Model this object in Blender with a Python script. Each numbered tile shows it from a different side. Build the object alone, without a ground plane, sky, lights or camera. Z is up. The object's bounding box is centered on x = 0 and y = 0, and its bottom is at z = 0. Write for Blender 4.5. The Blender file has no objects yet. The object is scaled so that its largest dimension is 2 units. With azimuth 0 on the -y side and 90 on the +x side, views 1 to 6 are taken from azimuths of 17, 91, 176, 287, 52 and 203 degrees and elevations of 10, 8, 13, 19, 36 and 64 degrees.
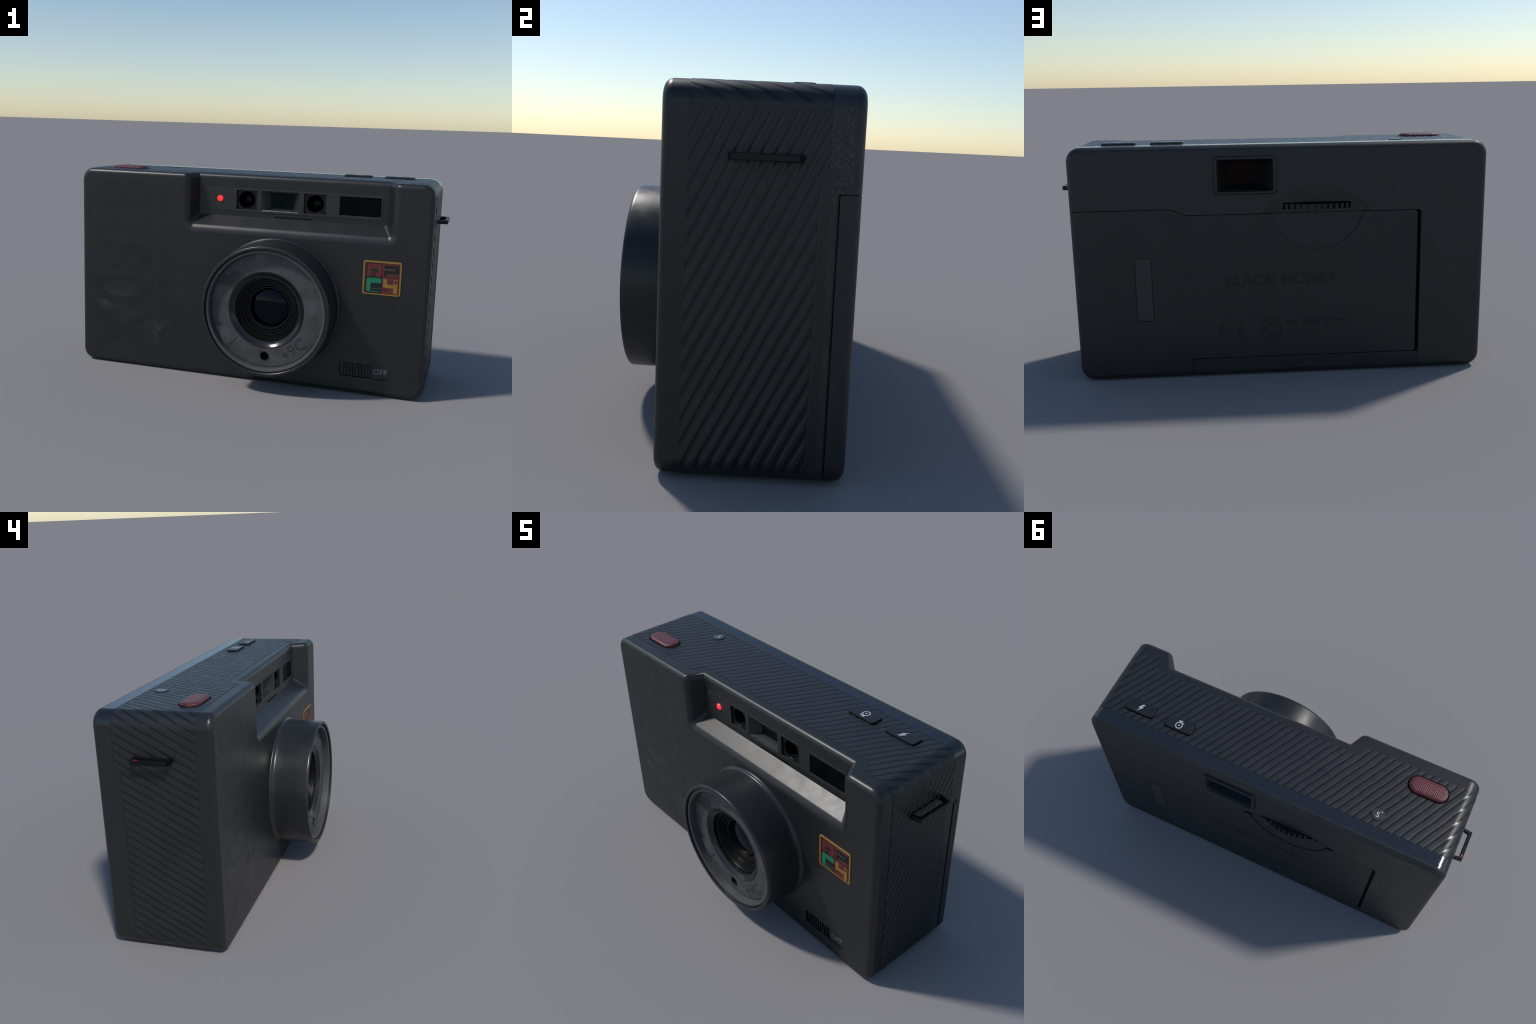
# Compact 35 mm film camera in dark plastic: notched front shell, ribbed wrap-around
# grip band, rear frame with film door, lens barrel, window panel, buttons, strap lugs.
import bpy, bmesh, math, random
from math import sin, cos, pi, radians, sqrt
from mathutils import Vector, Matrix

random.seed(7)
SC = bpy.context.scene.collection

# ------------------------------------------------------------------ materials
def new_mat(name):
    m = bpy.data.materials.new(name)
    m.use_nodes = True
    nt = m.node_tree
    return m, nt, nt.nodes["Principled BSDF"]

def node(nt, kind, **kw):
    n = nt.nodes.new(kind)
    for k, v in kw.items():
        if k in n.inputs.keys():
            n.inputs[k].default_value = v
        else:
            setattr(n, k, v)
    return n

def ramp(nt, src, stops):
    r = nt.nodes.new("ShaderNodeValToRGB")
    els = r.color_ramp.elements
    while len(els) < len(stops):
        els.new(0.5)
    for e, (p, c) in zip(els, stops):
        e.position = p
        e.color = (c, c, c, 1) if not isinstance(c, tuple) else (*c, 1)
    nt.links.new(src, r.inputs[0])
    return r.outputs[0]

def math_(nt, op, a, b=None, clamp=False):
    n = nt.nodes.new("ShaderNodeMath")
    n.operation = op
    n.use_clamp = clamp
    for i, v in enumerate((a, b)):
        if v is None:
            continue
        if hasattr(v, "is_output"):
            nt.links.new(v, n.inputs[i])
        else:
            n.inputs[i].default_value = v
    return n.outputs[0]

def mixc(nt, fac, a, b):
    n = nt.nodes.new("ShaderNodeMix")
    n.data_type = 'RGBA'
    if hasattr(fac, "is_output"):
        nt.links.new(fac, n.inputs[0])
    else:
        n.inputs[0].default_value = fac
    for i, v in ((6, a), (7, b)):
        if hasattr(v, "is_output"):
            nt.links.new(v, n.inputs[i])
        else:
            n.inputs[i].default_value = (*v, 1)
    return n.outputs[2]

def plastic(name, col, rough=0.42, var=0.12, rvar=0.10, bump=0.02, scale=6.0, grain=420.0, spec=0.46):
    """Moulded plastic: faint cloudy wear in colour and gloss, fine moulding grain."""
    m, nt, b = new_mat(name)
    tc = nt.nodes.new("ShaderNodeTexCoord")
    n1 = node(nt, "ShaderNodeTexNoise", Scale=scale, Detail=5.0, Roughness=0.6)
    nt.links.new(tc.outputs["Object"], n1.inputs["Vector"])
    lo = tuple(c * (1 - var) for c in col)
    hi = tuple(c * (1 + var) for c in col)
    c = ramp(nt, n1.outputs["Fac"], [(0.3, lo), (0.7, hi)])
    nt.links.new(c, b.inputs["Base Color"])
    n2 = node(nt, "ShaderNodeTexNoise", Scale=scale * 2.7, Detail=6.0, Roughness=0.65)
    nt.links.new(tc.outputs["Object"], n2.inputs["Vector"])
    r = ramp(nt, n2.outputs["Fac"], [(0.3, rough - rvar), (0.7, rough + rvar)])
    nt.links.new(r, b.inputs["Roughness"])
    b.inputs["Specular IOR Level"].default_value = spec
    if bump > 0:
        n3 = node(nt, "ShaderNodeTexNoise", Scale=grain, Detail=2.0)
        nt.links.new(tc.outputs["Object"], n3.inputs["Vector"])
        bp = node(nt, "ShaderNodeBump", Strength=bump, Distance=0.002)
        nt.links.new(n3.outputs["Fac"], bp.inputs["Height"])
        nt.links.new(bp.outputs[0], b.inputs["Normal"])
    return m

BODY = (0.0155, 0.0157, 0.0160)

def shell_material():
    """Front shell: dark plastic with a few pale dusty rub marks low on the grip side."""
    m = plastic("shell_plastic", BODY, rough=0.37, var=0.10, rvar=0.04)
    nt = m.node_tree
    b = nt.nodes["Principled BSDF"]
    old = b.inputs["Base Color"].links[0].from_socket
    tc = nt.nodes.new("ShaderNodeTexCoord")
    total = None
    for (x, z, r) in ((-0.72, 0.43, 0.13), (-0.79, 0.36, 0.08), (-0.47, 0.20, 0.09), (-0.62, 0.24, 0.10)):
        mp = nt.nodes.new("ShaderNodeVectorMath"); mp.operation = 'DISTANCE'
        nt.links.new(tc.outputs["Object"], mp.inputs[0])
        mp.inputs[1].default_value = (x, -0.18, z)
        d = math_(nt, 'DIVIDE', mp.outputs["Value"], r)
        f = math_(nt, 'SUBTRACT', 1.0, d, clamp=True)
        total = f if total is None else math_(nt, 'MAXIMUM', total, f)
    n = node(nt, "ShaderNodeTexNoise", Scale=9.0, Detail=4.0, Distortion=0.6)
    nt.links.new(tc.outputs["Object"], n.inputs["Vector"])
    msk = ramp(nt, n.outputs["Fac"], [(0.42, 0.0), (0.68, 1.0)])
    fac = math_(nt, 'MULTIPLY', math_(nt, 'MULTIPLY', total, msk), 0.9, clamp=True)
    c = mixc(nt, fac, old, (0.045, 0.046, 0.05))
    nt.links.new(c, b.inputs["Base Color"])
    return m

def rear_material():
    """Rear frame: polished strip along the rim (in front of the back fillet), matt back."""
    m = plastic("rear_plastic", BODY, rough=0.45, var=0.12, rvar=0.06)
    nt = m.node_tree
    b = nt.nodes["Principled BSDF"]
    oldr = b.inputs["Roughness"].links[0].from_socket
    tc = nt.nodes.new("ShaderNodeTexCoord")
    sp = nt.nodes.new("ShaderNodeSeparateXYZ")
    nt.links.new(tc.outputs["Object"], sp.inputs[0])
    strip = math_(nt, 'LESS_THAN', sp.outputs["Y"], 0.3175)
    top = ramp(nt, math_(nt, 'SUBTRACT', sp.outputs["Z"], 0.0), [(0.0, 0.0), (1.0, 1.0)])
    n = node(nt, "ShaderNodeTexNoise", Scale=55.0, Detail=6.0, Roughness=0.7)
    nt.links.new(tc.outputs["Object"], n.inputs["Vector"])
    gloss = ramp(nt, n.outputs["Fac"], [(0.35, 0.10), (0.7, 0.24)])
    # woven speckle of the side strip
    mp = node(nt, "ShaderNodeMapping")
    mp.inputs["Rotation"].default_value = (radians(32), 0, 0)
    mp.inputs["Scale"].default_value = (1, 135, 75)
    nt.links.new(tc.outputs["Object"], mp.inputs[0])
    v = node(nt, "ShaderNodeTexVoronoi", Scale=1.0, Randomness=0.45)
    nt.links.new(mp.outputs[0], v.inputs["Vector"])
    weave = ramp(nt, v.outputs["Distance"], [(0.30, 0.30), (0.55, 0.46)])
    hi = math_(nt, 'GREATER_THAN', sp.outputs["Z"], 1.035)
    mixr = nt.nodes.new("ShaderNodeMix")
    nt.links.new(hi, mixr.inputs[0]); nt.links.new(weave, mixr.inputs[2]); nt.links.new(gloss, mixr.inputs[3])
    mix2 = nt.nodes.new("ShaderNodeMix")
    nt.links.new(strip, mix2.inputs[0]); nt.links.new(oldr, mix2.inputs[2]); nt.links.new(mixr.outputs[0], mix2.inputs[3])
    nt.links.new(mix2.outputs[0], b.inputs["Roughness"])
    sp_hi = math_(nt, 'MULTIPLY', math_(nt, 'MULTIPLY', hi, strip), 0.5)
    nt.links.new(math_(nt, 'ADD', sp_hi, 0.5), b.inputs["Specular IOR Level"])
    side = math_(nt, 'MULTIPLY', math_(nt, 'GREATER_THAN', sp.outputs["X"], 0.93), math_(nt, 'SUBTRACT', 1.0, hi))
    n5 = node(nt, "ShaderNodeTexNoise", Scale=7.0, Detail=3.0)
    nt.links.new(tc.outputs["Object"], n5.inputs["Vector"])
    patchy = ramp(nt, n5.outputs["Fac"], [(0.38, 0.15), (0.58, 1.0)])
    dots = ramp(nt, v.outputs["Distance"], [(0.34, 1.0), (0.50, 0.0)])
    f = math_(nt, 'MULTIPLY', math_(nt, 'MULTIPLY', math_(nt, 'MULTIPLY', side, strip), dots), patchy)
    oldc = b.inputs["Base Color"].links[0].from_socket
    sky_tint = math_(nt, 'MULTIPLY', hi, strip)
    c1 = mixc(nt, sky_tint, oldc, (0.0075, 0.0085, 0.0115))  # base tinted dark navy for the zenith sky mirrored in the top strip
    nt.links.new(mixc(nt, math_(nt, 'MULTIPLY', f, 0.55), c1, (0.050, 0.053, 0.050)), b.inputs["Base Color"])
    return m

def button_red():
    m, nt, b = new_mat("red_knurled_plastic")
    tc = nt.nodes.new("ShaderNodeTexCoord")
    mp = node(nt, "ShaderNodeMapping")
    mp.inputs["Rotation"].default_value = (0, 0, radians(45))
    nt.links.new(tc.outputs["Object"], mp.inputs[0])
    v = node(nt, "ShaderNodeTexVoronoi", Scale=115.0, Randomness=0.15)
    nt.links.new(mp.outputs[0], v.inputs["Vector"])
    bp = node(nt, "ShaderNodeBump", Strength=0.8, Distance=0.003)
    bp.invert = True
    nt.links.new(v.outputs["Distance"], bp.inputs["Height"])
    nt.links.new(bp.outputs[0], b.inputs["Normal"])
    n = node(nt, "ShaderNodeTexNoise", Scale=14.0, Detail=4.0)
    nt.links.new(tc.outputs["Object"], n.inputs["Vector"])
    nt.links.new(ramp(nt, n.outputs["Fac"], [(0.3, (0.088, 0.0145, 0.0175)), (0.7, (0.118, 0.021, 0.024))]), b.inputs["Base Color"])
    b.inputs["Roughness"].default_value = 0.38
    return m

def flat(name, col, rough=0.5, metallic=0.0, var=0.1, spec=0.5):
    m = plastic(name, col, rough=rough, var=var, rvar=0.05, bump=0.0, scale=30.0, spec=spec)
    m.node_tree.nodes["Principled BSDF"].inputs["Metallic"].default_value = metallic
    return m

def glass_dark(name, col, rough=0.06, spec=0.5):
    m, nt, b = new_mat(name)
    tc = nt.nodes.new("ShaderNodeTexCoord")
    n = node(nt, "ShaderNodeTexNoise", Scale=18.0, Detail=3.0)
    nt.links.new(tc.outputs["Object"], n.inputs["Vector"])
    nt.links.new(ramp(nt, n.outputs["Fac"], [(0.3, tuple(c * 0.8 for c in col)), (0.7, col)]), b.inputs["Base Color"])
    b.inputs["Roughness"].default_value = rough
    b.inputs["Specular IOR Level"].default_value = spec
    return m

def led_mat():
    m, nt, b = new_mat("red_indicator_light")
    b.inputs["Base Color"].default_value = (0.8, 0.02, 0.02, 1)
    b.inputs["Emission Color"].default_value = (1.0, 0.03, 0.03, 1)
    b.inputs["Emission Strength"].default_value = 0.95
    b.inputs["Roughness"].default_value = 0.2
    return m

def plate_mat():
    """Lens face plate: grey stamped plate, cloudy, slightly grimy near its edges."""
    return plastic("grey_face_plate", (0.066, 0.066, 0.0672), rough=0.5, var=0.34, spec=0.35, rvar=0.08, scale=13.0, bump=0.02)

def panel_mat():
    """Window panel: dark plastic with fine diagonal brushed lines."""
    m = plastic("brushed_panel", (0.021, 0.0215, 0.022), rough=0.42, var=0.1)
    nt = m.node_tree
    b = nt.nodes["Principled BSDF"]
    tc = nt.nodes.new("ShaderNodeTexCoord")
    mp = node(nt, "ShaderNodeMapping")
    mp.inputs["Rotation"].default_value = (0, radians(-28), 0)
    nt.links.new(tc.outputs["Object"], mp.inputs[0])
    w = node(nt, "ShaderNodeTexWave", Scale=48.0, Distortion=1.2, Detail=2.0)
    w.inputs["Detail Scale"].default_value = 3.0
    nt.links.new(mp.outputs[0], w.inputs["Vector"])
    bp = node(nt, "ShaderNodeBump", Strength=0.45, Distance=0.002)
    nt.links.new(w.outputs["Fac"], bp.inputs["Height"])
    nt.links.new(bp.outputs[0], b.inputs["Normal"])
    return m

M = dict(
    shell=shell_material(), rear=rear_material(),
    door=plastic("door_plastic", (0.0155, 0.0157, 0.0162), rough=0.46, var=0.12),
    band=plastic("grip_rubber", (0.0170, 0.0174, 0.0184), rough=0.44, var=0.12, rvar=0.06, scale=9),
    groove=plastic("grip_rubber_shade_darkened", (0.0082, 0.0087, 0.0105), rough=0.30, var=0.12, rvar=0.06, scale=9),  # darker, slightly bluer and glossier copy of the rib colour, on the groove faces
    barrel=plastic("barrel_plastic", (0.0165, 0.0168, 0.0172), rough=0.34, var=0.15, rvar=0.08, scale=5),
    lip=plastic("polished_black_lip", (0.012, 0.012, 0.0125), rough=0.2, var=0.15, rvar=0.07, scale=14),
    ring=plastic("grey_rim_ring", (0.066, 0.066, 0.067), rough=0.42, var=0.15),
    plate=plate_mat(), panel=panel_mat(),
    black=flat("black_interior", (0.0012, 0.0012, 0.0014), 0.6, spec=0.08),
    tube=flat("black_tube", (0.005, 0.005, 0.0053), 0.42, spec=0.28),
    wheel=flat("wheel_plastic", (0.010, 0.010, 0.0105), 0.42),
    lens=glass_dark("coated_lens_glass", (0.0018, 0.0018, 0.0075), 0.04, 0.16),
    green=glass_dark("green_window_glass", (0.0035, 0.0120, 0.0080), 0.10, 0.12),
    redglass=glass_dark("ruby_viewfinder_glass", (0.0075, 0.0022, 0.0028), 0.2, 0.08),
    smoke=glass_dark("smoked_window_glass", (0.0014, 0.0014, 0.0016), 0.35, 0.08),
    red=button_red(), led=led_mat(),
    button=plastic("button_plastic", (0.013, 0.0135, 0.0155), rough=0.36, var=0.08),
    sbutton=plastic("sensor_cap", (0.042, 0.045, 0.050), rough=0.36, var=0.08),
    white=flat("white_print", (0.42, 0.43, 0.46), 0.5),
    greytext=flat("grey_print", (0.13, 0.132, 0.136), 0.5),
    ink=plastic("dark_print", (0.0122, 0.0124, 0.0126), rough=0.38, var=0.10, rvar=0.06),
    backink=flat("back_print", (0.0100, 0.0102, 0.0104), 0.5, spec=0.40),
    plateink=flat("plate_ink", (0.022, 0.022, 0.0225), 0.5),
    lug=flat("black_lug_metal", (0.003, 0.003, 0.0035), 0.36, spec=0.3),
    lugred=flat("red_lug_mark", (0.65, 0.02, 0.02), 0.4),
    gold=flat("gold_enamel_rim", (0.30, 0.165, 0.032), 0.4),
    bred=flat("badge_red", (0.135, 0.018, 0.020), 0.45),
    bcrim=flat("badge_crimson", (0.125, 0.014, 0.026), 0.45),
    bgreen=flat("badge_green", (0.010, 0.19, 0.095), 0.45),
    byel=flat("badge_yellow", (0.29, 0.155, 0.014), 0.45),
    bblk=flat("badge_black", (0.004, 0.005, 0.005), 0.45),
    bdgr=flat("badge_dark_green", (0.004, 0.012, 0.010), 0.45),
    bgrey=flat("badge_taupe", (0.075, 0.055, 0.045), 0.45),
    bbrown=flat("badge_maroon", (0.055, 0.008, 0.008), 0.45),
    window=plastic("film_window_plastic", (0.030, 0.0295, 0.028), rough=0.45, var=0.1),
    slider=flat("slider_black", (0.009, 0.009, 0.0095), 0.38),
)

# ------------------------------------------------------------------ mesh tools
def obj_from_bm(name, bm, mat, smooth=35, parent=None):
    bmesh.ops.recalc_face_normals(bm, faces=bm.faces)
    me = bpy.data.meshes.new(name)
    bm.to_mesh(me)
    bm.free()
    ob = bpy.data.objects.new(name, me)
    SC.objects.link(ob)
    if mat is not None:
        me.materials.append(mat)
    if smooth:
        shade(me, smooth)
    if parent:
        ob.parent = parent
    return ob

def shade(me, ang=35):
    me.polygons.foreach_set("use_smooth", [True] * len(me.polygons))
    me.set_sharp_from_angle(angle=radians(ang))

def prism_bm(pts, y0, y1, axis='Y', bm=None):
    """Extrude a closed 2-D outline: axis Y -> outline in (x,z); Z -> (x,y); X -> (y,z)."""
    bm = bm or bmesh.new()
    def P(a, b, h):
        return {'Y': (a, h, b), 'Z': (a, b, h), 'X': (h, a, b)}[axis]
    lo = [bm.verts.new(P(a, b, y0)) for a, b in pts]
    hi = [bm.verts.new(P(a, b, y1)) for a, b in pts]
    n = len(pts)
    bm.faces.new(lo)
    bm.faces.new(hi[::-1])
    for i in range(n):
        j = (i + 1) % n
        bm.faces.new((lo[j], lo[i], hi[i], hi[j]))
    return bm

def rrect(x0, x1, z0, z1, r=0.01, seg=5):
    """Rounded rectangle outline, counter-clockwise."""
    out = []
    for cx, cz, a0 in ((x1 - r, z0 + r, -90), (x1 - r, z1 - r, 0), (x0 + r, z1 - r, 90), (x0 + r, z0 + r, 180)):
        for i in range(seg + 1):
            a = radians(a0 + 90 * i / seg)
            out.append((cx + r * cos(a), cz + r * sin(a)))
    return out

def loft_bm(rings, caps=(True, True)):
    bm = bmesh.new()
    vr = [[bm.verts.new(p) for p in r] for r in rings]
    n = len(rings[0])
    for a, b in zip(vr[:-1], vr[1:]):
        for i in range(n):
            j = (i + 1) % n
            bm.faces.new((a[i], a[j], b[j], b[i]))
    if caps[0]:
        bm.faces.new(vr[0][::-1])
    if caps[1]:
        bm.faces.new(vr[-1])
    return bm

def boolean(ob, cutter, op='DIFFERENCE', keep=False):
    md = ob.modifiers.new("b", 'BOOLEAN')
    md.operation = op
    md.solver = 'EXACT'
    md.object = cutter
    apply_mods(ob)
    if not keep:
        drop(cutter)

def apply_mods(ob):
    dg = bpy.context.evaluated_depsgraph_get()
    me = bpy.data.meshes.new_from_object(ob.evaluated_get(dg))
    old = ob.data
    ob.modifiers.clear()
    ob.data = me
    me.name = ob.name
    bpy.data.meshes.remove(old)

def drop(ob):
    me = ob.data
    bpy.data.objects.remove(ob)
    if me.users == 0:
        bpy.data.meshes.remove(me)

def finish(ob, ang=35, weighted=True):
    shade(ob.data, ang)
    if weighted:
        md = ob.modifiers.new("w", 'WEIGHTED_NORMAL')
        md.mode = 'FACE_AREA'
        md.weight = 100
        md.keep_sharp = True
        apply_mods(ob)

def bevel_edges(ob, pick, width, seg=3):
    bm = bmesh.new()
    bm.from_mesh(ob.data)
    bmesh.ops.remove_doubles(bm, verts=bm.verts, dist=1e-5)
    es = [e for e in bm.edges if len(e.link_faces) == 2 and pick(e)]
    bmesh.ops.bevel(bm, geom=es, offset=width, segments=seg, profile=0.5, affect='EDGES', clamp_overlap=False)
    bm.to_mesh(ob.data)
    bm.free()

def plate(name, pts, y0, y1, mat, parent, axis='Y', bev=0.0, seg=2, front=None):
    """Prism with its outer-facing cap edge rounded (front = cap value that is rounded)."""
    bm = prism_bm(pts, y0, y1, axis)
    bmesh.ops.recalc_face_normals(bm, faces=bm.faces)
    if bev > 0:
        ai = {'X': 0, 'Y': 1, 'Z': 2}[axis]
        f = y1 if front is None else front
        es = [e for e in bm.edges if all(abs(v.co[ai] - f) < 1e-6 for v in e.verts)]
        bmesh.ops.bevel(bm, geom=es, offset=bev, segments=seg, profile=0.5, affect='EDGES', clamp_overlap=False)
    ob = obj_from_bm(name, bm, mat, 40, parent)
    finish(ob, 40)
    return ob

def ring_plate_bm(outer, inner, y0, y1, axis='Y'):
    """Closed ring between two outlines with equal point counts."""
    def P(a, b, h):
        return {'Y': (a, h, b), 'Z': (a, b, h), 'X': (h, a, b)}[axis]
    loops = [(outer, y0), (outer, y1), (inner, y1), (inner, y0)]
    bm = bmesh.new()
    vr = [[bm.verts.new(P(a, b, h)) for a, b in pts] for pts, h in loops]
    n = len(outer)
    for k in range(4):
        a, b = vr[k], vr[(k + 1) % 4]
        for i in range(n):
            j = (i + 1) % n
            bm.faces.new((a[i], a[j], b[j], b[i]))
    return bm

def lathe(name, prof, cx, cz, mat, parent, n=96, smooth=35):
    """Revolve (radius, y) profile about the lens axis (parallel to y)."""
    bm = bmesh.new()
    vr = []
    for r, y in prof:
        if r < 1e-6:
            vr.append([bm.verts.new((cx, y, cz))])
        else:
            vr.append([bm.verts.new((cx + r * cos(2 * pi * i / n), y, cz + r * sin(2 * pi * i / n))) for i in range(n)])
    for a, b in zip(vr[:-1], vr[1:]):
        for i in range(n):
            j = (i + 1) % n
            if len(a) == 1:
                bm.faces.new((a[0], b[i], b[j]))
            elif len(b) == 1:
                bm.faces.new((a[i], a[j], b[0]))
            else:
                bm.faces.new((a[i], a[j], b[j], b[i]))
    return obj_from_bm(name, bm, mat, smooth, parent)

def text(name, body, size, mat, parent, loc, rot, depth=0.0006, sx=1.0, align='CENTER', bold=0.0):
    cu = bpy.data.curves.new(name, 'FONT')
    cu.body = body
    cu.size = size
    cu.align_x = align
    cu.align_y = 'CENTER'
    cu.extrude = depth
    cu.offset = bold
    cu.resolution_u = 6
    tmp = bpy.data.objects.new(name + "_tmp", cu)
    SC.objects.link(tmp)
    bpy.context.view_layer.update()
    dg = bpy.context.evaluated_depsgraph_get()
    me = bpy.data.meshes.new_from_object(tmp.evaluated_get(dg))
    bpy.data.objects.remove(tmp)
    bpy.data.curves.remove(cu)
    mat4 = Matrix.Translation(loc) @ rot @ Matrix.Diagonal((sx, 1, 1, 1))
    me.transform(mat4)
    me.name = name
    me.materials.clear()
    me.materials.append(mat)
    ob = bpy.data.objects.new(name, me)
    SC.objects.link(ob)
    ob.parent = parent
    return ob

R_FRONT = Matrix.Rotation(radians(90), 4, 'X')                                        # read from -y
R_BACK = Matrix.Rotation(radians(180), 4, 'Z') @ Matrix.Rotation(radians(90), 4, 'X')  # read from +y
R_TOPB = Matrix.Rotation(radians(180), 4, 'Z')                                        # on top, read from +y

def empty(name):
    e = bpy.data.objects.new(name, None)
    SC.objects.link(e)
    return e

# ------------------------------------------------------------------ dimensions
HX, Z0, Z1 = 0.9455, 0.0020, 1.0800          # shell half width, bottom, top
YF, YB = -0.1825, 0.3455                      # front / back plane
RC = 0.062                                   # outline corner radius
LIFT = 0.0015                                # rear frame sits this much proud of the shell
NY = -0.101                                  # back wall of the front notch
LX, LZ = 0.168, 0.4265                        # lens axis

cam = empty("compact_film_camera")
cam["label"] = "dark plastic compact film camera with red shutter button"
cam["category"] = "film camera"

# ------------------------------------------------------------------ front shell
sh_out = rrect(-HX, HX, Z0, Z1, RC, 10)
shell = obj_from_bm("front_shell", prism_bm(sh_out, YF, 0.262), M["shell"], 0, cam)

def notch_section(y):
    t = (y - YF) / (NY - YF)
    xl, xr, zf = -0.323 + 0.037 * t, 0.757 - 0.044 * t, 0.800 + 0.060 * t
    r = 0.030 - 0.012 * max(t, 0)
    pts = []
    for cx, a0 in ((xl + r, 180), (xr - r, 270)):
        for i in range(6):
            a = radians(a0 + 90 * i / 5)
            pts.append((cx + r * cos(a), y, zf + r + r * sin(a)))
    pts += [(xr, y, 1.30), (xl, y, 1.30)]
    return pts
cut = obj_from_bm("notch_cutter", loft_bm([notch_section(YF - 0.04), notch_section(NY)]), None, 0)
boolean(shell, cut)

def convex_sharp(e):
    if e.calc_face_angle_signed(0) < radians(25):
        return False
    if all(v.co.y > 0.24 for v in e.verts):
        return False
    return True
bm = bmesh.new(); bm.from_mesh(shell.data)
bmesh.ops.recalc_face_normals(bm, faces=bm.faces)
bm.to_mesh(shell.data); bm.free()
bevel_edges(shell, convex_sharp, 0.026, 6)

# pocket behind the window panel, recess of the slide switch, button wells
def box_cut(ob, x0, x1, y0, y1, z0, z1, r=0.004):
    boolean(ob, obj_from_bm("cutter", prism_bm(rrect(x0, x1, z0, z1, r, 3), y0, y1), None, 0))
box_cut(shell, -0.100, 0.684, -0.12, 0.06, 0.893, 1.002)
box_cut(shell, 0.523, 0.780, -0.20, -0.166, 0.090, 0.163, 0.012)
box_cut(shell, 0.137, 0.332, -0.125, -0.085, 0.8635, 0.8725, 0.002)
finish(shell, 32)

# ------------------------------------------------------------------ ribbed grip band
def outline_at(s, off):
    """Point on the shell outline at arc length s (from bottom centre, counter-clockwise seen from the front)."""
    w, h = HX - RC, (Z1 - Z0) / 2 - RC
    zc = (Z0 + Z1) / 2
    q = pi / 2 * RC
    segs = [('l', w), ('a', q), ('l', 2 * h), ('a', q), ('l', 2 * w), ('a', q), ('l', 2 * h), ('a', q), ('l', w)]
    R = RC + off
    pos = [((0, zc - h - RC), (1, 0)), ((w, zc - h), -90), ((HX, zc - h), (0, 1)), ((w, zc + h), 0),
           ((w, zc + h + RC), (-1, 0)), ((-w, zc + h), 90), ((-HX, zc + h), (0, -1)), ((-w, zc - h), 180),
           ((-w, zc - h - RC), (1, 0))]
    for (kind, ln), (p, d) in zip(segs, pos):
        if s <= ln:
            if kind == 'l':
                nx, nz = d[1], -d[0]
                return p[0] + d[0] * s + nx * off, p[1] + d[1] * s + nz * off
            a = radians(d + 90 * s / ln)
            return p[0] + R * cos(a), p[1] + R * sin(a)
        s -= ln
    return p[0], p[1]

PERIM = 4 * (HX - RC) + 2 * ((Z1 - Z0) - 2 * RC) + 2 * pi * RC
S_TOPR = (HX - RC) + pi / 2 * RC + ((Z1 - Z0) - 2 * RC) + pi / 2 * RC      # arc length where the top flat begins (right end)
S_RSIDE = (HX - RC) + pi / 2 * RC                                         # right side flat begins

def smooth01(t):
    t = max(0.0, min(1.0, t))
    return t * t * (3 - 2 * t)

def rib(t, groove):
    """Flat-topped rib with a rounded groove, period 1; groove = half width of the groove floor."""
    f = t - math.floor(t)
    return smooth01((abs(f - 0.5) - groove) / 0.20)

def band_y(s):
    x, z = outline_at(s, 0)
    yf, yb = -0.110, 0.2552
    if z > Z1 - 1e-3:
        k = min(smooth01((x + 0.368) / 0.035), smooth01((0.794 - x) / 0.035))
        yf = -0.110 + 0.060 * k
    if z < 0.845:
        yb = 0.2552 - 0.023 * smooth01((0.842 - z) / 0.012)
    return yf, yb

def band_height(s, y):
    x, z = outline_at(s, 0)
    wob = 0.025 * sin(31 * y + 9 * x + 5 * z) + 0.02 * sin(67 * y - 23 * (x + z))
    right_side = S_RSIDE - 0.03 < s < S_TOPR and z < 1.012
    if right_side:
        h = rib((y - 0.5 * z) / 0.0346 + wob, 0.14)
    else:
        u = (HX - RC) - (s - S_TOPR)          # equals x on the top face, runs on down both sides
        h = rib((u - 0.53 * y) / 0.0400 + wob, 0.05)
        if x > 0.9:                            # ribs run out smoothly below the right shoulder
            h = 1 - (1 - h) * smooth01((z - 1.018) / 0.022)
    return 0.0006 + (0.0026 if right_side else 0.0009) * h, h

bm = bmesh.new()
NS, NT = 1800, 140
cols = []
rib_h = {}
for i in range(NS):
    s = PERIM * i / NS
    yf, yb = band_y(s)
    col = []
    for j in range(-1, NT + 2):
        t = min(max(j / NT, 0), 1)
        y = yf + (yb - yf) * t
        off, hh = band_height(s, y)
        if j in (-1, NT + 1):
            off = -0.001
        x, z = outline_at(s, off)
        v = bm.verts.new((x, y, z))
        col.append(v)
        rib_h[v] = hh
    cols.append(col)
for i in range(NS):
    a, b = cols[i], cols[(i + 1) % NS]
    for j in range(len(a) - 1):
        f = bm.faces.new((a[j], b[j], b[j + 1], a[j + 1]))
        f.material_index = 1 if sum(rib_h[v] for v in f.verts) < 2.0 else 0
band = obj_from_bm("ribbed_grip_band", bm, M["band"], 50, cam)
band.data.materials.append(M["groove"])

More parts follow.
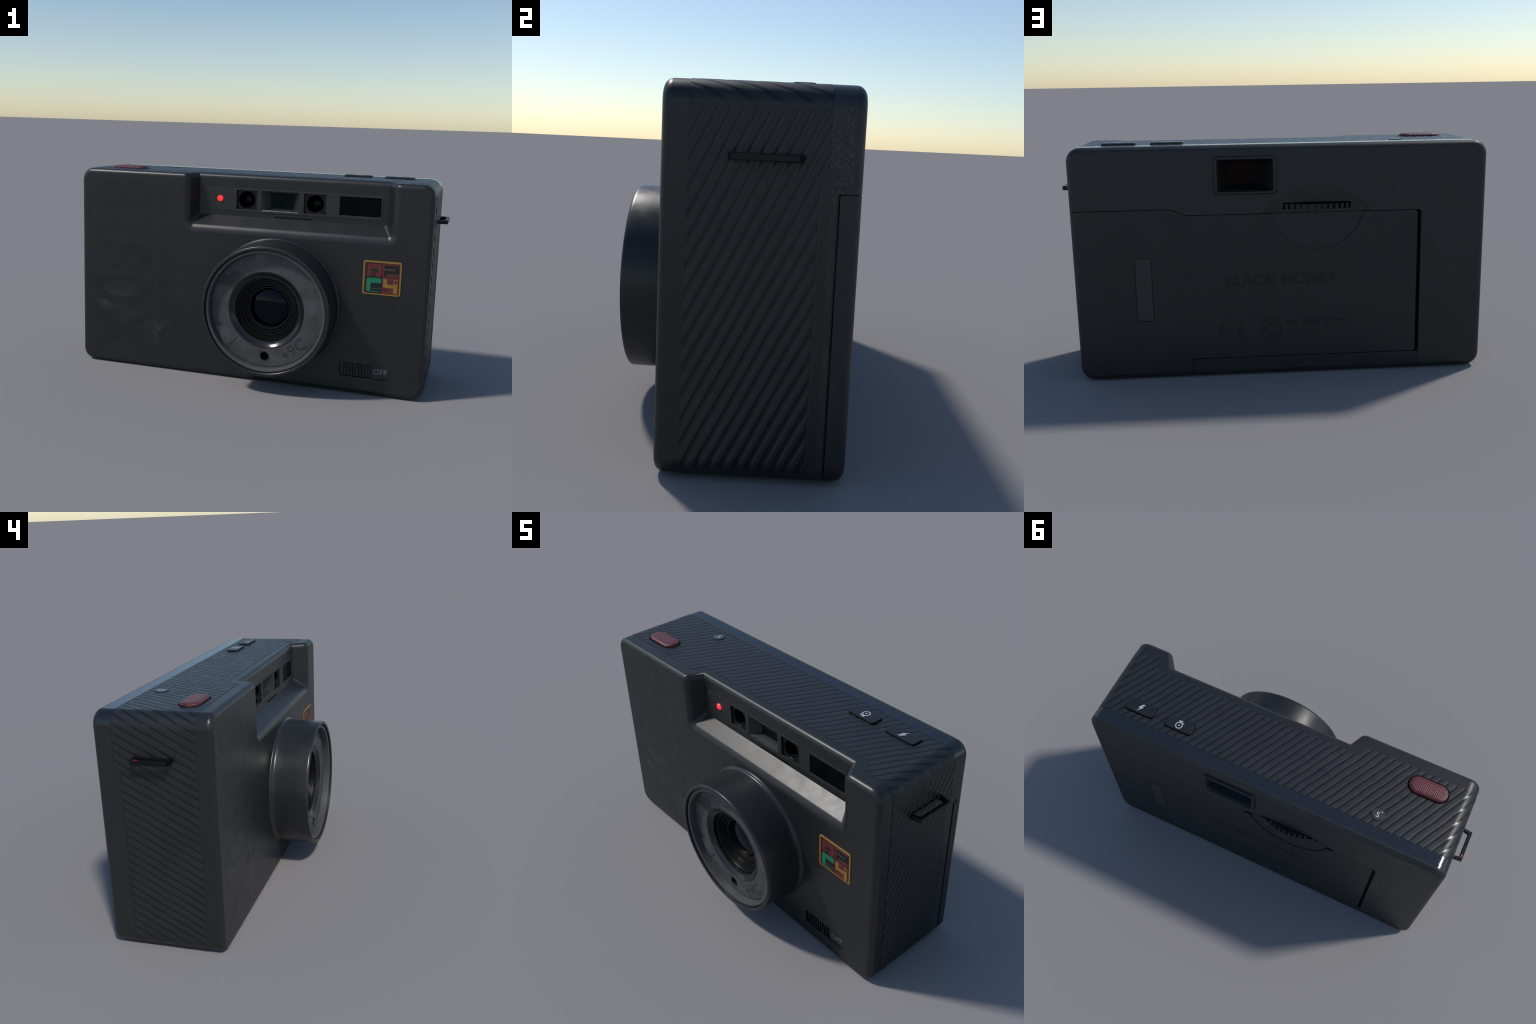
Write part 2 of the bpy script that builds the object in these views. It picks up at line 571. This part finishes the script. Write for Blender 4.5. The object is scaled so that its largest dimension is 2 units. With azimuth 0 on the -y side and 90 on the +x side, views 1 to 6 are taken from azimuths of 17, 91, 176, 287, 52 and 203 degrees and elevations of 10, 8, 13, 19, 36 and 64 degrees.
# ------------------------------------------------------------------ rear frame, film door, base plate
def rear_solid(name, mat):
    L = LIFT
    rings = []
    F = 0.030
    for y, ins in [(0.234, 0.0), (YB - F, 0.0)] + [(YB - F + F * sin(radians(a)), F * (1 - cos(radians(a)))) for a in (15, 30, 45, 60, 75, 90)]:
        rings.append([(x, y, z) for x, z in rrect(-HX - L + ins, HX + L - ins, Z0 - L + ins, Z1 + L - ins, RC + L - ins * 0.98, 10)])
    return obj_from_bm(name, loft_bm(rings), mat, 0, cam)

def prism_cut(ob, pts, y0, y1, op='DIFFERENCE'):
    boolean(ob, obj_from_bm("cutter", prism_bm(pts, y0, y1), None, 0), op)

G = 0.0022
def door_outline(g, hinge):
    """Film door outline (x, z); g grows it, hinge = x of the hinge side."""
    top, mid = 0.7985 + g, 0.769 + g
    return [(1.2, -0.2), (1.2, top), (0.515, top), (0.490, top - 0.003), (0.440, mid + 0.004), (0.418, mid),
            (hinge + 0.012, mid), (hinge + 0.003, mid - 0.003), (hinge, mid - 0.012),
            (hinge, 0.100 - g), (hinge + 0.003, 0.092 - g), (hinge + 0.012, 0.0895 - g),
            (0.4265 + 0.0, 0.0895 - g), (0.4265, -0.2)]

frame = rear_solid("rear_frame", M["rear"])
prism_cut(frame, [(-1.2, 0.830), (1.2, 0.830), (1.2, 1.3), (-1.2, 1.3)], 0.10, 0.2570)
prism_cut(frame, door_outline(G, -0.6455), 0.2855, 0.5)
prism_cut(frame, rrect(-0.6455, 0.4285, -0.30, 0.0885, 0.014, 5), 0.2875, 0.5)
# side strip beside the door is sunk, with a groove against the door edge
boolean(frame, obj_from_bm("cutter", prism_bm(rrect(0.2395, 0.300, -0.10, 0.8215, 0.008, 4), HX - 0.0012, 1.1, 'X'), None, 0))
boolean(frame, obj_from_bm("cutter", prism_bm(rrect(0.2810, 0.300, -0.10, 0.8010, 0.006, 4), HX - 0.0090, 1.1, 'X'), None, 0))
# viewfinder pocket and winding-wheel slot
prism_cut(frame, rrect(0.030, 0.291, 0.868, 1.024, 0.012, 4), 0.250, 0.5)
prism_cut(frame, rrect(-0.319, -0.009, 0.786, 0.818, 0.002, 2), 0.270, 0.5)

def arc_band(cx, cz, r, w, a0, a1, n=48):
    out = [(cx + (r + w / 2) * cos(radians(a0 + (a1 - a0) * i / n)), cz + (r + w / 2) * sin(radians(a0 + (a1 - a0) * i / n))) for i in range(n + 1)]
    inn = [(cx + (r - w / 2) * cos(radians(a0 + (a1 - a0) * i / n)), cz + (r - w / 2) * sin(radians(a0 + (a1 - a0) * i / n))) for i in range(n + 1)]
    return out + inn[::-1]
# upper half of the dish: a facet that starts flush at the arc's crown and sinks towards the door seam
crown = [(-0.165 + 0.333 * cos(radians(a)), 0.555 + 0.333 * sin(radians(a))) for a in [39.5 + 101 * k / 48 for k in range(49)]]
lens = crown + [(crown[-1][0], 0.764), (crown[0][0], 0.764)]
rings = [[(x, 0.3455 - 0.0085 * (0.8885 - z) / 0.1195, z) for x, z in lens], [(x, 0.42, z) for x, z in lens]]
boolean(frame, obj_from_bm("cutter", loft_bm(rings), None, 0))
prism_cut(frame, arc_band(-0.165, 0.555, 0.3335, 0.0022, 39.3, 140.7), YB - 0.0020, 0.4)

def seam_soft(ob):
    """Tiny chamfer on seam edges of the back plane."""
    def pick(e):
        return e.calc_face_angle(0) > radians(60) and all(abs(v.co.y - YB) < 1e-4 for v in e.verts)
    bevel_edges(ob, pick, 0.0012, 2)
    finish(ob, 32)
seam_soft(frame)

door = rear_solid("film_door", M["door"])
prism_cut(door, door_outline(0, -0.6285), 0.2875, 0.5, 'INTERSECT')
DISH = 0.0085                                # depth of the thumb dish below the winding wheel
seg = [(-0.164 + 0.2210 * cos(radians(a)), 0.822 + 0.2210 * sin(radians(a))) for a in range(192, 350, 2)]
rings = [[(x, YB - 0.0040 - (DISH - 0.0040) * (z - 0.601) / 0.175, z) for x, z in seg], [(x, 0.42, z) for x, z in seg]]
boolean(door, obj_from_bm("cutter", loft_bm(rings), None, 0))
prism_cut(door, rrect(0.594, 0.672, 0.281, 0.580, 0.009, 4), YB - 0.005, 0.4)
seam_soft(door)

# black plate filling the hinge gap, modelled to give its deep shadow
plate("hinge_gap_shadow_plate", rrect(-0.6452, -0.6288, 0.094, 0.764, 0.002, 2), 0.300, 0.331, M["black"], frame)

base = rear_solid("base_plate", M["door"])
prism_cut(base, rrect(-0.6440, 0.4250, -0.30, 0.0870, 0.014, 5), 0.2895, 0.5, 'INTERSECT')
seam_soft(base)

plate("film_window", rrect(0.597, 0.669, 0.284, 0.577, 0.008, 4), 0.338, 0.3462, M["window"], door, bev=0.002)

# writing on the door
words = bmesh.new()
for k, dx in enumerate((-0.0022, 0.0, 0.0022)):
    t = text("door_lettering_copy", "BLACK HONEY", 0.078, M["backink"], door, (0.003 + dx, YB + 0.0002 + 0.00012 * k, 0.460), R_BACK, sx=0.99, bold=0.0012)
    words.from_mesh(t.data)
    drop(t)
obj_from_bm("door_lettering", words, M["backink"], 0, door)
CE = door
def arc_mark(name, cx, cz, r, w, a0, a1, mat, parent, y=YB, d=0.0007):
    return obj_from_bm(name, prism_bm(arc_band(cx, cz, r, w, a0, a1, 36), y - 0.001, y + d), mat, 0, parent)
# conformity mark: two open rings (seen from behind x runs leftwards)
arc_mark("conformity_mark", 0.243, 0.222, 0.047, 0.012, -62, 62, M["backink"], door)
arc_mark("conformity_mark", 0.158, 0.222, 0.047, 0.012, -62, 62, M["backink"], door)
obj_from_bm("conformity_mark", prism_bm(rrect(0.166, 0.202, 0.2165, 0.2275, 0.002, 2), YB - 0.001, YB + 0.0006), M["backink"], 0, door)
arc_mark("copyright_mark", 0.055, 0.221, 0.050, 0.010, 0, 359.9, M["backink"], door)
arc_mark("copyright_mark", 0.055, 0.221, 0.027, 0.010, 48, 312, M["backink"], door).data.transform(
    Matrix.Translation((0.110, 0, 0)) @ Matrix.Diagonal((-1, 1, 1, 1)))
for k, (xa, xb, z) in enumerate(((-0.020, -0.072, 0.256), (-0.092, -0.172, 0.256), (-0.190, -0.232, 0.256), (-0.246, -0.300, 0.256),
                                 (-0.020, -0.170, 0.233), (-0.020, -0.130, 0.214), (-0.140, -0.200, 0.214), (-0.020, -0.160, 0.196))):
    h = 0.0085 if z > 0.25 else 0.0022
    obj_from_bm("fine_print_line", prism_bm(rrect(min(xa, xb), max(xa, xb), z - h, z + h, 0.001, 2), YB - 0.001, YB + 0.0004), M["backink"], 0, door)

# ------------------------------------------------------------------ viewfinder eyepiece (back)
def rect_ring(x0, x1, z0, z1, r, y, seg=4):
    return [(x, y, z) for x, z in rrect(x0, x1, z0, z1, r, seg)]
rings = [rect_ring(0.0205, 0.2995, 0.8605, 1.0320, 0.016, 0.340),
         rect_ring(0.0205, 0.2995, 0.8605, 1.0320, 0.016, 0.3520),
         rect_ring(0.0235, 0.2965, 0.8635, 1.0290, 0.014, 0.3575),
         rect_ring(0.0285, 0.2915, 0.8685, 1.0240, 0.011, 0.3590),
         rect_ring(0.0345, 0.2855, 0.8735, 1.0190, 0.009, 0.3575),
         rect_ring(0.0390, 0.2810, 0.8775, 1.0155, 0.007, 0.3490),
         rect_ring(0.0420, 0.2780, 0.8800, 1.0130, 0.006, 0.3420)]
eye = obj_from_bm("viewfinder_eyepiece", loft_bm(rings, (False, False)), M["shell"], 45, cam)
rings = [rect_ring(0.0420, 0.2780, 0.8800, 1.0130, 0.006, 0.3420),
         rect_ring(0.0860, 0.2350, 0.9030, 0.9980, 0.003, 0.2860)]
obj_from_bm("eyepiece_funnel", loft_bm(rings, (False, False)), M["tube"], 40, eye)
plate("eyepiece_glass", rrect(0.084, 0.237, 0.901, 1.000, 0.003, 2), 0.270, 0.287, M["redglass"], eye)

# ------------------------------------------------------------------ winding wheel (segment that shows through the slot)
def wheel():
    cx, cy, R, teeth = -0.164, 0.103, 0.275, 59
    pts = []
    step = 360 / teeth
    a = 90 - 9 * step
    while a <= 90 + 9 * step + 1e-6:
        for f, rr in ((-0.27, R - 0.017), (-0.22, R), (0.22, R), (0.27, R - 0.017)):
            t = radians(a + f * step)
            pts.append((cx + rr * cos(t), cy + rr * sin(t)))
        a += step
    pts = [p for p in pts if p[1] > 0.275]
    bm = prism_bm(pts, 0.787, 0.811, 'Z')
    return obj_from_bm("winding_wheel", bm, M["wheel"], 30, cam)
wheel()

# ------------------------------------------------------------------ lens barrel
barrel_prof = [(0.346, -0.178), (0.3455, -0.1845), (0.3435, -0.1880), (0.3400, -0.1910), (0.3365, -0.1940), (0.3345, -0.1980), (0.3328, -0.206), (0.3320, -0.240),
               (0.3312, -0.300), (0.3305, -0.366), (0.3298, -0.3735), (0.3270, -0.3772), (0.3230, -0.3785), (0.3150, -0.3780), (0.3125, -0.376),
               (0.3115, -0.366), (0.3110, -0.340)]
barrel = lathe("lens_barrel", barrel_prof, LX, LZ, M["barrel"], cam, 128)
ring_prof = [(0.3095, -0.335), (0.3090, -0.3660), (0.3070, -0.3680), (0.2965, -0.3680), (0.2935, -0.3660), (0.2920, -0.352), (0.2915, -0.325)]
lathe("rim_ring", ring_prof, LX, LZ, M["ring"], barrel, 128)

# face plate with the sensor hole punched through
fp = lathe("lens_face_plate", [(0.2910, -0.322), (0.2905, -0.3330), (0.2885, -0.3350), (0.197, -0.3350), (0.195, -0.3335), (0.1945, -0.322), (0.2910, -0.322)],
           LX, LZ, M["plate"], barrel, 128)
bm = bmesh.new(); bm.from_mesh(fp.data)
bmesh.ops.remove_doubles(bm, verts=bm.verts, dist=1e-6)
bmesh.ops.recalc_face_normals(bm, faces=bm.faces)
bm.to_mesh(fp.data); bm.free()
HXc, HZc = 0.168, 0.192
circ = lambda cx, cz, r, n=32: [(cx + r * cos(2 * pi * i / n), cz + r * sin(2 * pi * i / n)) for i in range(n)]
prism_cut(fp, circ(HXc, HZc, 0.0205), -0.4, -0.3)
finish(fp, 32)
lathe("sensor_socket", [(0.0235, -0.3340), (0.0225, -0.3368), (0.0205, -0.3368), (0.0190, -0.331), (0.0175, -0.300)], HXc, HZc, M["tube"], barrel, 32)
lathe("sensor_glass", [(0.0, -0.305), (0.012, -0.3035), (0.019, -0.300)], HXc, HZc, M["green"], barrel, 32)

# on the plate: dark wedge, index ticks, engraved characters
def polar(a, r):
    return LX + r * cos(radians(a)), LZ + r * sin(radians(a))
def polar_patch(name, pts, mat, d=0.0006):
    obj_from_bm(name, prism_bm([polar(a, r) for a, r in pts], -0.3350 - d, -0.3340), mat, 0, barrel)
polar_patch("plate_dark_wedge", [(157, 0.283), (142, 0.283), (140, 0.250), (135, 0.262), (129, 0.250), (129, 0.225), (134, 0.199), (150, 0.199), (153, 0.24)], M["plateink"])
polar_patch("plate_index_mark", [(199, 0.275), (203, 0.275), (202.6, 0.245), (199.2, 0.245)], M["plateink"])
polar_patch("plate_index_mark", [(225.5, 0.276), (227.0, 0.276), (227.0, 0.205), (225.6, 0.205)], M["plateink"])
px, pz = polar(-52, 0.240)
text("plate_lettering", "+9C", 0.082, M["plateink"], barrel, (px, -0.3352, pz),
     Matrix.Rotation(radians(-40), 4, 'Y') @ R_FRONT, depth=0.0004)

# inner lip, stepped baffle tube, glass
lathe("lens_lip", [(0.1948, -0.318), (0.1946, -0.3335), (0.1930, -0.3355), (0.1890, -0.3350), (0.1755, -0.3220), (0.1690, -0.3185), (0.1655, -0.3180), (0.1645, -0.306)],
      LX, LZ, M["lip"], barrel, 128)
baffle = [(0.1645, -0.310), (0.1640, -0.3030), (0.1600, -0.3040), (0.1545, -0.3040), (0.1530, -0.3000)]
r, y = 0.1500, -0.2990                        # stepped light baffles, each with a crisp edge and a shadowed back
for w, dy in ((0.0085, 0.0075), (0.0050, 0.0040), (0.0105, 0.0070), (0.0060, 0.0050), (0.0080, 0.0040)):
    baffle += [(r, y + 0.0055), (r - 0.0006, y - 0.0016), (r - w * 0.60, y - 0.0016), (r - w * 0.66, y + 0.0060)]
    r -= w
    y += dy
baffle += [(r, y + 0.004), (0.1095, -0.2740), (0.1030, -0.2735), (0.1015, -0.262), (0.098, -0.250)]
lathe("baffle_tube", baffle, LX, LZ, M["tube"], barrel, 96)
lathe("lens_glass", [(0.0, -0.2765), (0.02, -0.2758), (0.04, -0.2738), (0.06, -0.2703), (0.075, -0.2665), (0.085, -0.2630), (0.094, -0.2590), (0.101, -0.2545)], LX, LZ, M["lens"], barrel, 96, 60)

# ------------------------------------------------------------------ window panel in the notch
pan = obj_from_bm("window_panel", prism_bm(rrect(-0.259, 0.688, 0.886, 1.008, 0.010, 4), -0.1032, -0.095), M["panel"], 0, cam)
wins = dict(a=(-0.078, 0.032, 0.899, 0.998), b=(0.058, 0.259, 0.895, 1.000), c=(0.285, 0.400, 0.899, 0.998), d=(0.470, 0.680, 0.901, 0.996))
for x0, x1, z0, z1 in wins.values():
    prism_cut(pan, rrect(x0, x1, z0, z1, 0.003, 2), -0.2, 0.0)
bevel_edges(pan, lambda e: e.calc_face_angle(0) > radians(60) and all(v.co.y < -0.1031 for v in e.verts), 0.0018, 2)
finish(pan, 32)

for key in ("a", "c"):
    x0, x1, z0, z1 = wins[key]
    cx, cz = (x0 + x1) / 2, (z0 + z1) / 2
    n = 32
    # square bezel set back in the window, with a round sight tube
    sq = []
    for i in range(n):
        a = 2 * pi * i / n + pi / n
        c, s_ = cos(a), sin(a)
        k = 1 / max(abs(c), abs(s_))
        sq.append((cx + c * k * (x1 - x0) / 2 * 0.985, cz + s_ * k * (z1 - z0) / 2 * 0.985))
    def ci(r, y):
        return [(cx + r * cos(2 * pi * i / n + pi / n), y, cz + r * sin(2 * pi * i / n + pi / n)) for i in range(n)]
    rings = [[(x, -0.085, z) for x, z in sq], [(x, -0.094, z) for x, z in sq], ci(0.0455, -0.094), ci(0.0440, -0.0915)]
    t = obj_from_bm("sight_tube", loft_bm(rings, (False, False)), M["tube"], 40, pan)
    obj_from_bm("sight_bore", loft_bm([ci(0.0441, -0.0918), ci(0.040, -0.065), ci(0.030, -0.055), ci(0.026, -0.045)], (False, False)), M["black"], 40, t)
    lathe("sight_lens", [(0.0, -0.064), (0.010, -0.0625), (0.020, -0.058), (0.0275, -0.050)], cx, cz, M["green"], t, 32, 60)
# middle viewfinder window: funnel and green glass
x0, x1, z0, z1 = wins["b"]
rings = [rect_ring(x0, x1, z0, z1, 0.003, -0.1015, 2), rect_ring(x0 + 0.006, x1 - 0.006, z0 + 0.006, z1 - 0.006, 0.003, -0.098, 2), rect_ring(0.098, 0.219, 0.908, 0.986, 0.002, -0.056, 2)]
fun = obj_from_bm("viewfinder_funnel", loft_bm(rings, (False, False)), M["panel"], 30, pan)
plate("viewfinder_glass", rrect(0.095, 0.222, 0.905, 0.989, 0.002, 2), -0.057, -0.050, M["green"], fun)
# right window: smoked pane on the left half, deep dark well on the right half
x0, x1, z0, z1 = wins["d"]
plate("meter_pane", rrect(x0, x0 + 0.102, z0, z1, 0.002, 2), -0.0995, -0.088, M["smoke"], pan, front=-0.0995)
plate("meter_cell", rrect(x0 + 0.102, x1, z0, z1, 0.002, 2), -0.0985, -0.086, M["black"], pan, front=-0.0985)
# dark back of the pocket so nothing pale shows behind the windows
plate("pocket_liner", rrect(-0.098, 0.682, 0.894, 1.001, 0.002, 2), 0.040, 0.058, M["black"], pan)
# indicator light
lathe("indicator_light", [(0.0, -0.1125), (0.007, -0.1120), (0.0135, -0.1090), (0.0172, -0.1045), (0.0178, -0.100)], -0.169, 0.950, M["led"], pan, 7, 20)

# ------------------------------------------------------------------ slide switch (front, low right)
sw = plate("switch_label_plate", rrect(0.684, 0.7785, 0.0915, 0.1615, 0.010, 4), -0.172, -0.1790, M["shell"], cam, front=-0.1790, bev=0.001)
text("switch_lettering", "OFF", 0.043, M["greytext"], sw, (0.7315, -0.1792, 0.1275), R_FRONT, depth=0.0005, sx=0.95, bold=0.0006)
def slider():
    rnd = random.Random(3)
    bm = bmesh.new()
    x, k = 0.540, 0
    while x < 0.664:
        w = 0.0065 + 0.004 * rnd.random()
        lean = rnd.uniform(-0.0045, 0.0045)
        y = -0.1805 - 0.0025 * rnd.random()
        ring = lambda z, d: [(x + d, -0.166, z), (x + d + w * 0.2, y, z), (x + d + w * 0.8, y, z), (x + d + w, -0.166, z)]
        part = loft_bm([ring(0.0945, -lean), ring(0.1585, lean)])
        me = bpy.data.meshes.new("ridge"); part.to_mesh(me); part.free(); bm.from_mesh(me); bpy.data.meshes.remove(me)
        x += w + 0.004 + 0.004 * rnd.random()
        k += 1
    prism_bm(rrect(0.528, 0.680, 0.093, 0.160, 0.008, 3), -0.160, -0.1715, 'Y', bm)
    return obj_from_bm("slide_switch", bm, M["slider"], 30, cam)
slider()

# ------------------------------------------------------------------ maker's badge
BX0, BX1, BZ0, BZ1 = 0.619, 0.807, 0.527, 0.697
badge = plate("enamel_badge", rrect(BX0, BX1, BZ0, BZ1, 0.010, 4), -0.178, -0.1860, M["gold"], cam, front=-0.1860, bev=0.001)
def bu(u): return BX0 + (BX1 - BX0) * u
def bv(v): return BZ1 - (BZ1 - BZ0) * v
def patch(mat, u0, u1, v0, v1, lvl=1, r=0.0008, name="badge_enamel"):
    y = -0.1860 - 0.0005 * lvl
    x0, x1, z0, z1 = bu(u0), bu(u1), bv(v1), bv(v0)
    r = min(r, (x1 - x0) * 0.45, (z1 - z0) * 0.45)
    obj_from_bm(name, prism_bm(rrect(x0, x1, z0, z1, r, 2), -0.182, y), mat, 0, badge)
def glyph(mat, uv, lvl=3, name="badge_glyph"):
    obj_from_bm(name, prism_bm([(bu(u), bv(v)) for u, v in uv], -0.182, -0.1860 - 0.0005 * lvl), mat, 0, badge)
patch(M["bbrown"], 0.045, 0.955, 0.05, 0.955, 1, 0.004)
patch(M["bdgr"], 0.085, 0.500, 0.075, 0.935, 2)
patch(M["bred"], 0.515, 0.925, 0.065, 0.945, 2)
# red hooked glyph
glyph(M["bred"], [(0.11, 0.09), (0.47, 0.09), (0.49, 0.11), (0.49, 0.39), (0.455, 0.45), (0.42, 0.49), (0.36, 0.47), (0.32, 0.41), (0.31, 0.34),
                  (0.385, 0.34), (0.385, 0.235), (0.22, 0.235), (0.22, 0.46), (0.11, 0.46)])
patch(M["bcrim"], 0.255, 0.33, 0.315, 0.40, 3)
# green hooked glyph
glyph(M["bgreen"], [(0.145, 0.505), (0.49, 0.505), (0.49, 0.650), (0.215, 0.650), (0.215, 0.900), (0.12, 0.900), (0.105, 0.885), (0.105, 0.545)])
patch(M["bblk"], 0.225, 0.49, 0.665, 0.78, 3)
patch(M["bgrey"], 0.24, 0.48, 0.805, 0.825, 3)
patch(M["bgreen"], 0.13, 0.47, 0.895, 0.912, 3)
# black double-bar glyph
glyph(M["bblk"], [(0.555, 0.105), (0.925, 0.105), (0.925, 0.355), (0.635, 0.355), (0.615, 0.42), (0.555, 0.42), (0.555, 0.255), (0.845, 0.255), (0.845, 0.205), (0.555, 0.205)])
patch(M["bgrey"], 0.555, 0.84, 0.208, 0.248, 3)
patch(M["bgrey"], 0.645, 0.925, 0.362, 0.385, 3)
for k in range(6):
    u = 0.56 + 0.062 * k
    patch(M["bbrown"], u, u + 0.035, 0.42, 0.475, 3)
# yellow hooked glyph
glyph(M["byel"], [(0.545, 0.505), (0.645, 0.505), (0.645, 0.665), (0.815, 0.665), (0.815, 0.515), (0.915, 0.515), (0.915, 0.930), (0.815, 0.930), (0.815, 0.765), (0.565, 0.765), (0.545, 0.745)])
patch(M["bcrim"], 0.655, 0.805, 0.525, 0.635, 3)
patch(M["bcrim"], 0.835, 0.895, 0.530, 0.640, 4)
patch(M["bbrown"], 0.545, 0.67, 0.81, 0.855, 3)

# ------------------------------------------------------------------ faint printed number and hazard strip on the grip side
R_UP = Matrix.Rotation(radians(-90), 4, 'Y') @ R_FRONT        # reads upwards on the front
for ch, zc in (("X", 0.185), ("0", 0.425), ("8", 0.605), ("1", 0.765), ("8", 0.942)):
    text("printed_numeral", ch, 0.470, M["ink"], shell, (-0.680, YF - 0.0001, zc), R_UP, depth=0.0002, sx=0.80 if ch != "1" else 0.9, bold=0.006)
z = 0.155
while z < 0.98:
    pts = [(-0.485, z), (-0.430, z + 0.050), (-0.430, z + 0.100), (-0.485, z + 0.050)]
    obj_from_bm("hazard_stripe", prism_bm(pts, YF + 0.001, YF - 0.0003), M["ink"], 0, shell)
    z += 0.0925

# ------------------------------------------------------------------ top controls
ZT = Z1 + 0.0012
def pill(cx, cy, hx, hy, seg=14):
    return rrect(cx - hx, cx + hx, cy - hy, cy + hy, min(hx, hy) * 0.999, seg)

def domed_pill(name, cx, cy, hx, hy, z0, h, mat, parent):
    rings = []
    for f, zz in ((0.0, z0), (0.0, z0 + h * 0.35), (0.0015, z0 + h * 0.62), (0.005, z0 + h * 0.83), (0.011, z0 + h * 0.94), (0.022, z0 + h)):
        rings.append([(x, y, zz) for x, y in pill(cx, cy, hx - f, hy - f)])
    return obj_from_bm(name, loft_bm(rings), mat, 50, parent)
well = obj_from_bm("shutter_well", ring_plate_bm(pill(-0.7195, -0.0300, 0.1045, 0.0520), pill(-0.7195, -0.0300, 0.1010, 0.0485), ZT - 0.004, ZT + 0.0012, 'Z'), M["black"], 0, cam)
obj_from_bm("shutter_well_floor", prism_bm(pill(-0.7195, -0.0300, 0.1030, 0.0500), ZT - 0.004, ZT + 0.0008, 'Z'), M["black"], 0, well)
domed_pill("shutter_button", -0.7195, -0.0300, 0.0980, 0.0455, ZT - 0.002, 0.0150, M["red"], cam)

def top_button(name, x0, x1, y0, y1):
    obj_from_bm(name + "_gap", prism_bm(rrect(x0 - 0.0035, x1 + 0.0035, y0 - 0.0035, y1 + 0.0035, 0.016, 5), ZT - 0.004, ZT + 0.0013, 'Z'), M["black"], 0, cam)
    b = plate(name, rrect(x0, x1, y0, y1, 0.014, 5), ZT - 0.003, ZT + 0.0090, M["button"], cam, 'Z', bev=0.002)
    return b
ZI = ZT + 0.0090
fb = top_button("flash_button", 0.6555, 0.8075, 0.1520, 0.2150)
tb = top_button("timer_button", 0.4390, 0.5850, 0.1530, 0.2160)
def icon(name, pts, cx, cy, s, parent, mat=None):
    """2-D outline drawn as read from behind the camera (right = -x, up = -y)."""
    return obj_from_bm(name, prism_bm([(cx - u * s, cy - v * s) for u, v in pts], ZI - 0.001, ZI + 0.0006, 'Z'), mat or M["white"], 0, parent)
icon("flash_symbol", [(0.15, 1.0), (-0.62, -0.02), (-0.12, -0.02), (-0.62, -1.0), (0.62, 0.28), (0.10, 0.28), (0.72, 1.0)], 0.7305, 0.1855, 0.0225, fb)
tcx, tcy = 0.5135, 0.1890
obj_from_bm("timer_symbol", ring_plate_bm(circ(tcx, tcy, 0.0190, 28), circ(tcx, tcy, 0.0140, 28), ZI - 0.001, ZI + 0.0006, 'Z'), M["white"], 0, tb)
obj_from_bm("timer_symbol", prism_bm(circ(tcx, tcy, 0.0045, 14), ZI - 0.001, ZI + 0.0006, 'Z'), M["white"], 0, tb)
icon("timer_symbol", [(-0.35, 0.95), (0.35, 0.95), (0.35, 1.12), (0.55, 1.12), (0.55, 1.45), (-0.55, 1.45), (-0.55, 1.12), (-0.35, 1.12)], tcx, tcy, 0.019, tb)
icon("timer_symbol", [(0.62, 0.80), (0.80, 0.62), (1.10, 0.90), (0.90, 1.10)], tcx, tcy, 0.019, tb)

obj_from_bm("sensor_button_gap", prism_bm(circ(-0.5515, 0.1940, 0.0335, 40), ZT - 0.003, ZT + 0.0010, 'Z'), M["black"], 0, cam)
sb = plate("sensor_button", circ(-0.5515, 0.1940, 0.0315, 40), ZT - 0.003, ZT + 0.0028, M["sbutton"], cam, 'Z', bev=0.001)
text("button_lettering", "S", 0.038, M["white"], sb, (-0.5495, 0.1985, ZT + 0.0029), R_TOPB, depth=0.0004, bold=0.0006)
obj_from_bm("button_dot", prism_bm(circ(-0.5640, 0.1770, 0.0035, 12), ZT, ZT + 0.0034, 'Z'), M["white"], 0, sb)

# ------------------------------------------------------------------ strap lugs
def lug(side, y_in0, y_in1, y_out0, y_out1, z):
    """Flat-bar bail: closed four-sided loop standing out of the side wall, edges slightly chamfered."""
    w, h, c = 0.0175, 0.0095, 0.0022
    xi, xo = 0.930, 1.0
    outer = [(xi, y_in0), (xo, y_out0), (xo, y_out1), (xi, y_in1)]
    inner = [(xi + 0.024, y_in0 + w * 1.05), (xo - w, y_out0 + w * 0.9), (xo - w, y_out1 - w * 0.9), (xi + 0.024, y_in1 - w * 1.05)]
    def mix(p, q, d):
        out = []
        for (a, b), (e, f) in zip(p, q):
            L = sqrt((e - a) ** 2 + (f - b) ** 2)
            out.append((a + (e - a) * d / L, b + (f - b) * d / L))
        return out
    mo, mi = mix(outer, inner, c), mix(inner, outer, c)
    sect = [(outer, h - c), (mo, h), (mi, h), (inner, h - c), (inner, -h + c), (mi, -h), (mo, -h), (outer, -h + c)]
    bm = bmesh.new()
    rows = [[bm.verts.new((side * a, b, z + dz)) for a, b in p] for p, dz in sect]
    m = len(rows)
    for i in range(m):
        r0, r1 = rows[i], rows[(i + 1) % m]
        for j in range(4):
            k = (j + 1) % 4
            bm.faces.new((r0[j], r0[k], r1[k], r1[j]))
    return obj_from_bm("strap_lug", bm, M["lug"], 25, cam)
lug(1, -0.010, 0.195, 0.004, 0.178, 0.887)
ll = lug(-1, -0.010, 0.168, -0.001, 0.160, 0.888)
obj_from_bm("red_mark", prism_bm([(-0.988, 0.128), (-0.994, 0.128), (-0.994, 0.146), (-0.988, 0.146)], 0.890, 0.8983, 'Z'), M["lugred"], 0, ll)
obj_from_bm("red_mark", prism_bm([(-0.968, 0.156), (-0.978, 0.156), (-0.978, 0.1645), (-0.968, 0.1645)], 0.886, 0.892, 'Z'), M["lugred"], 0, ll)
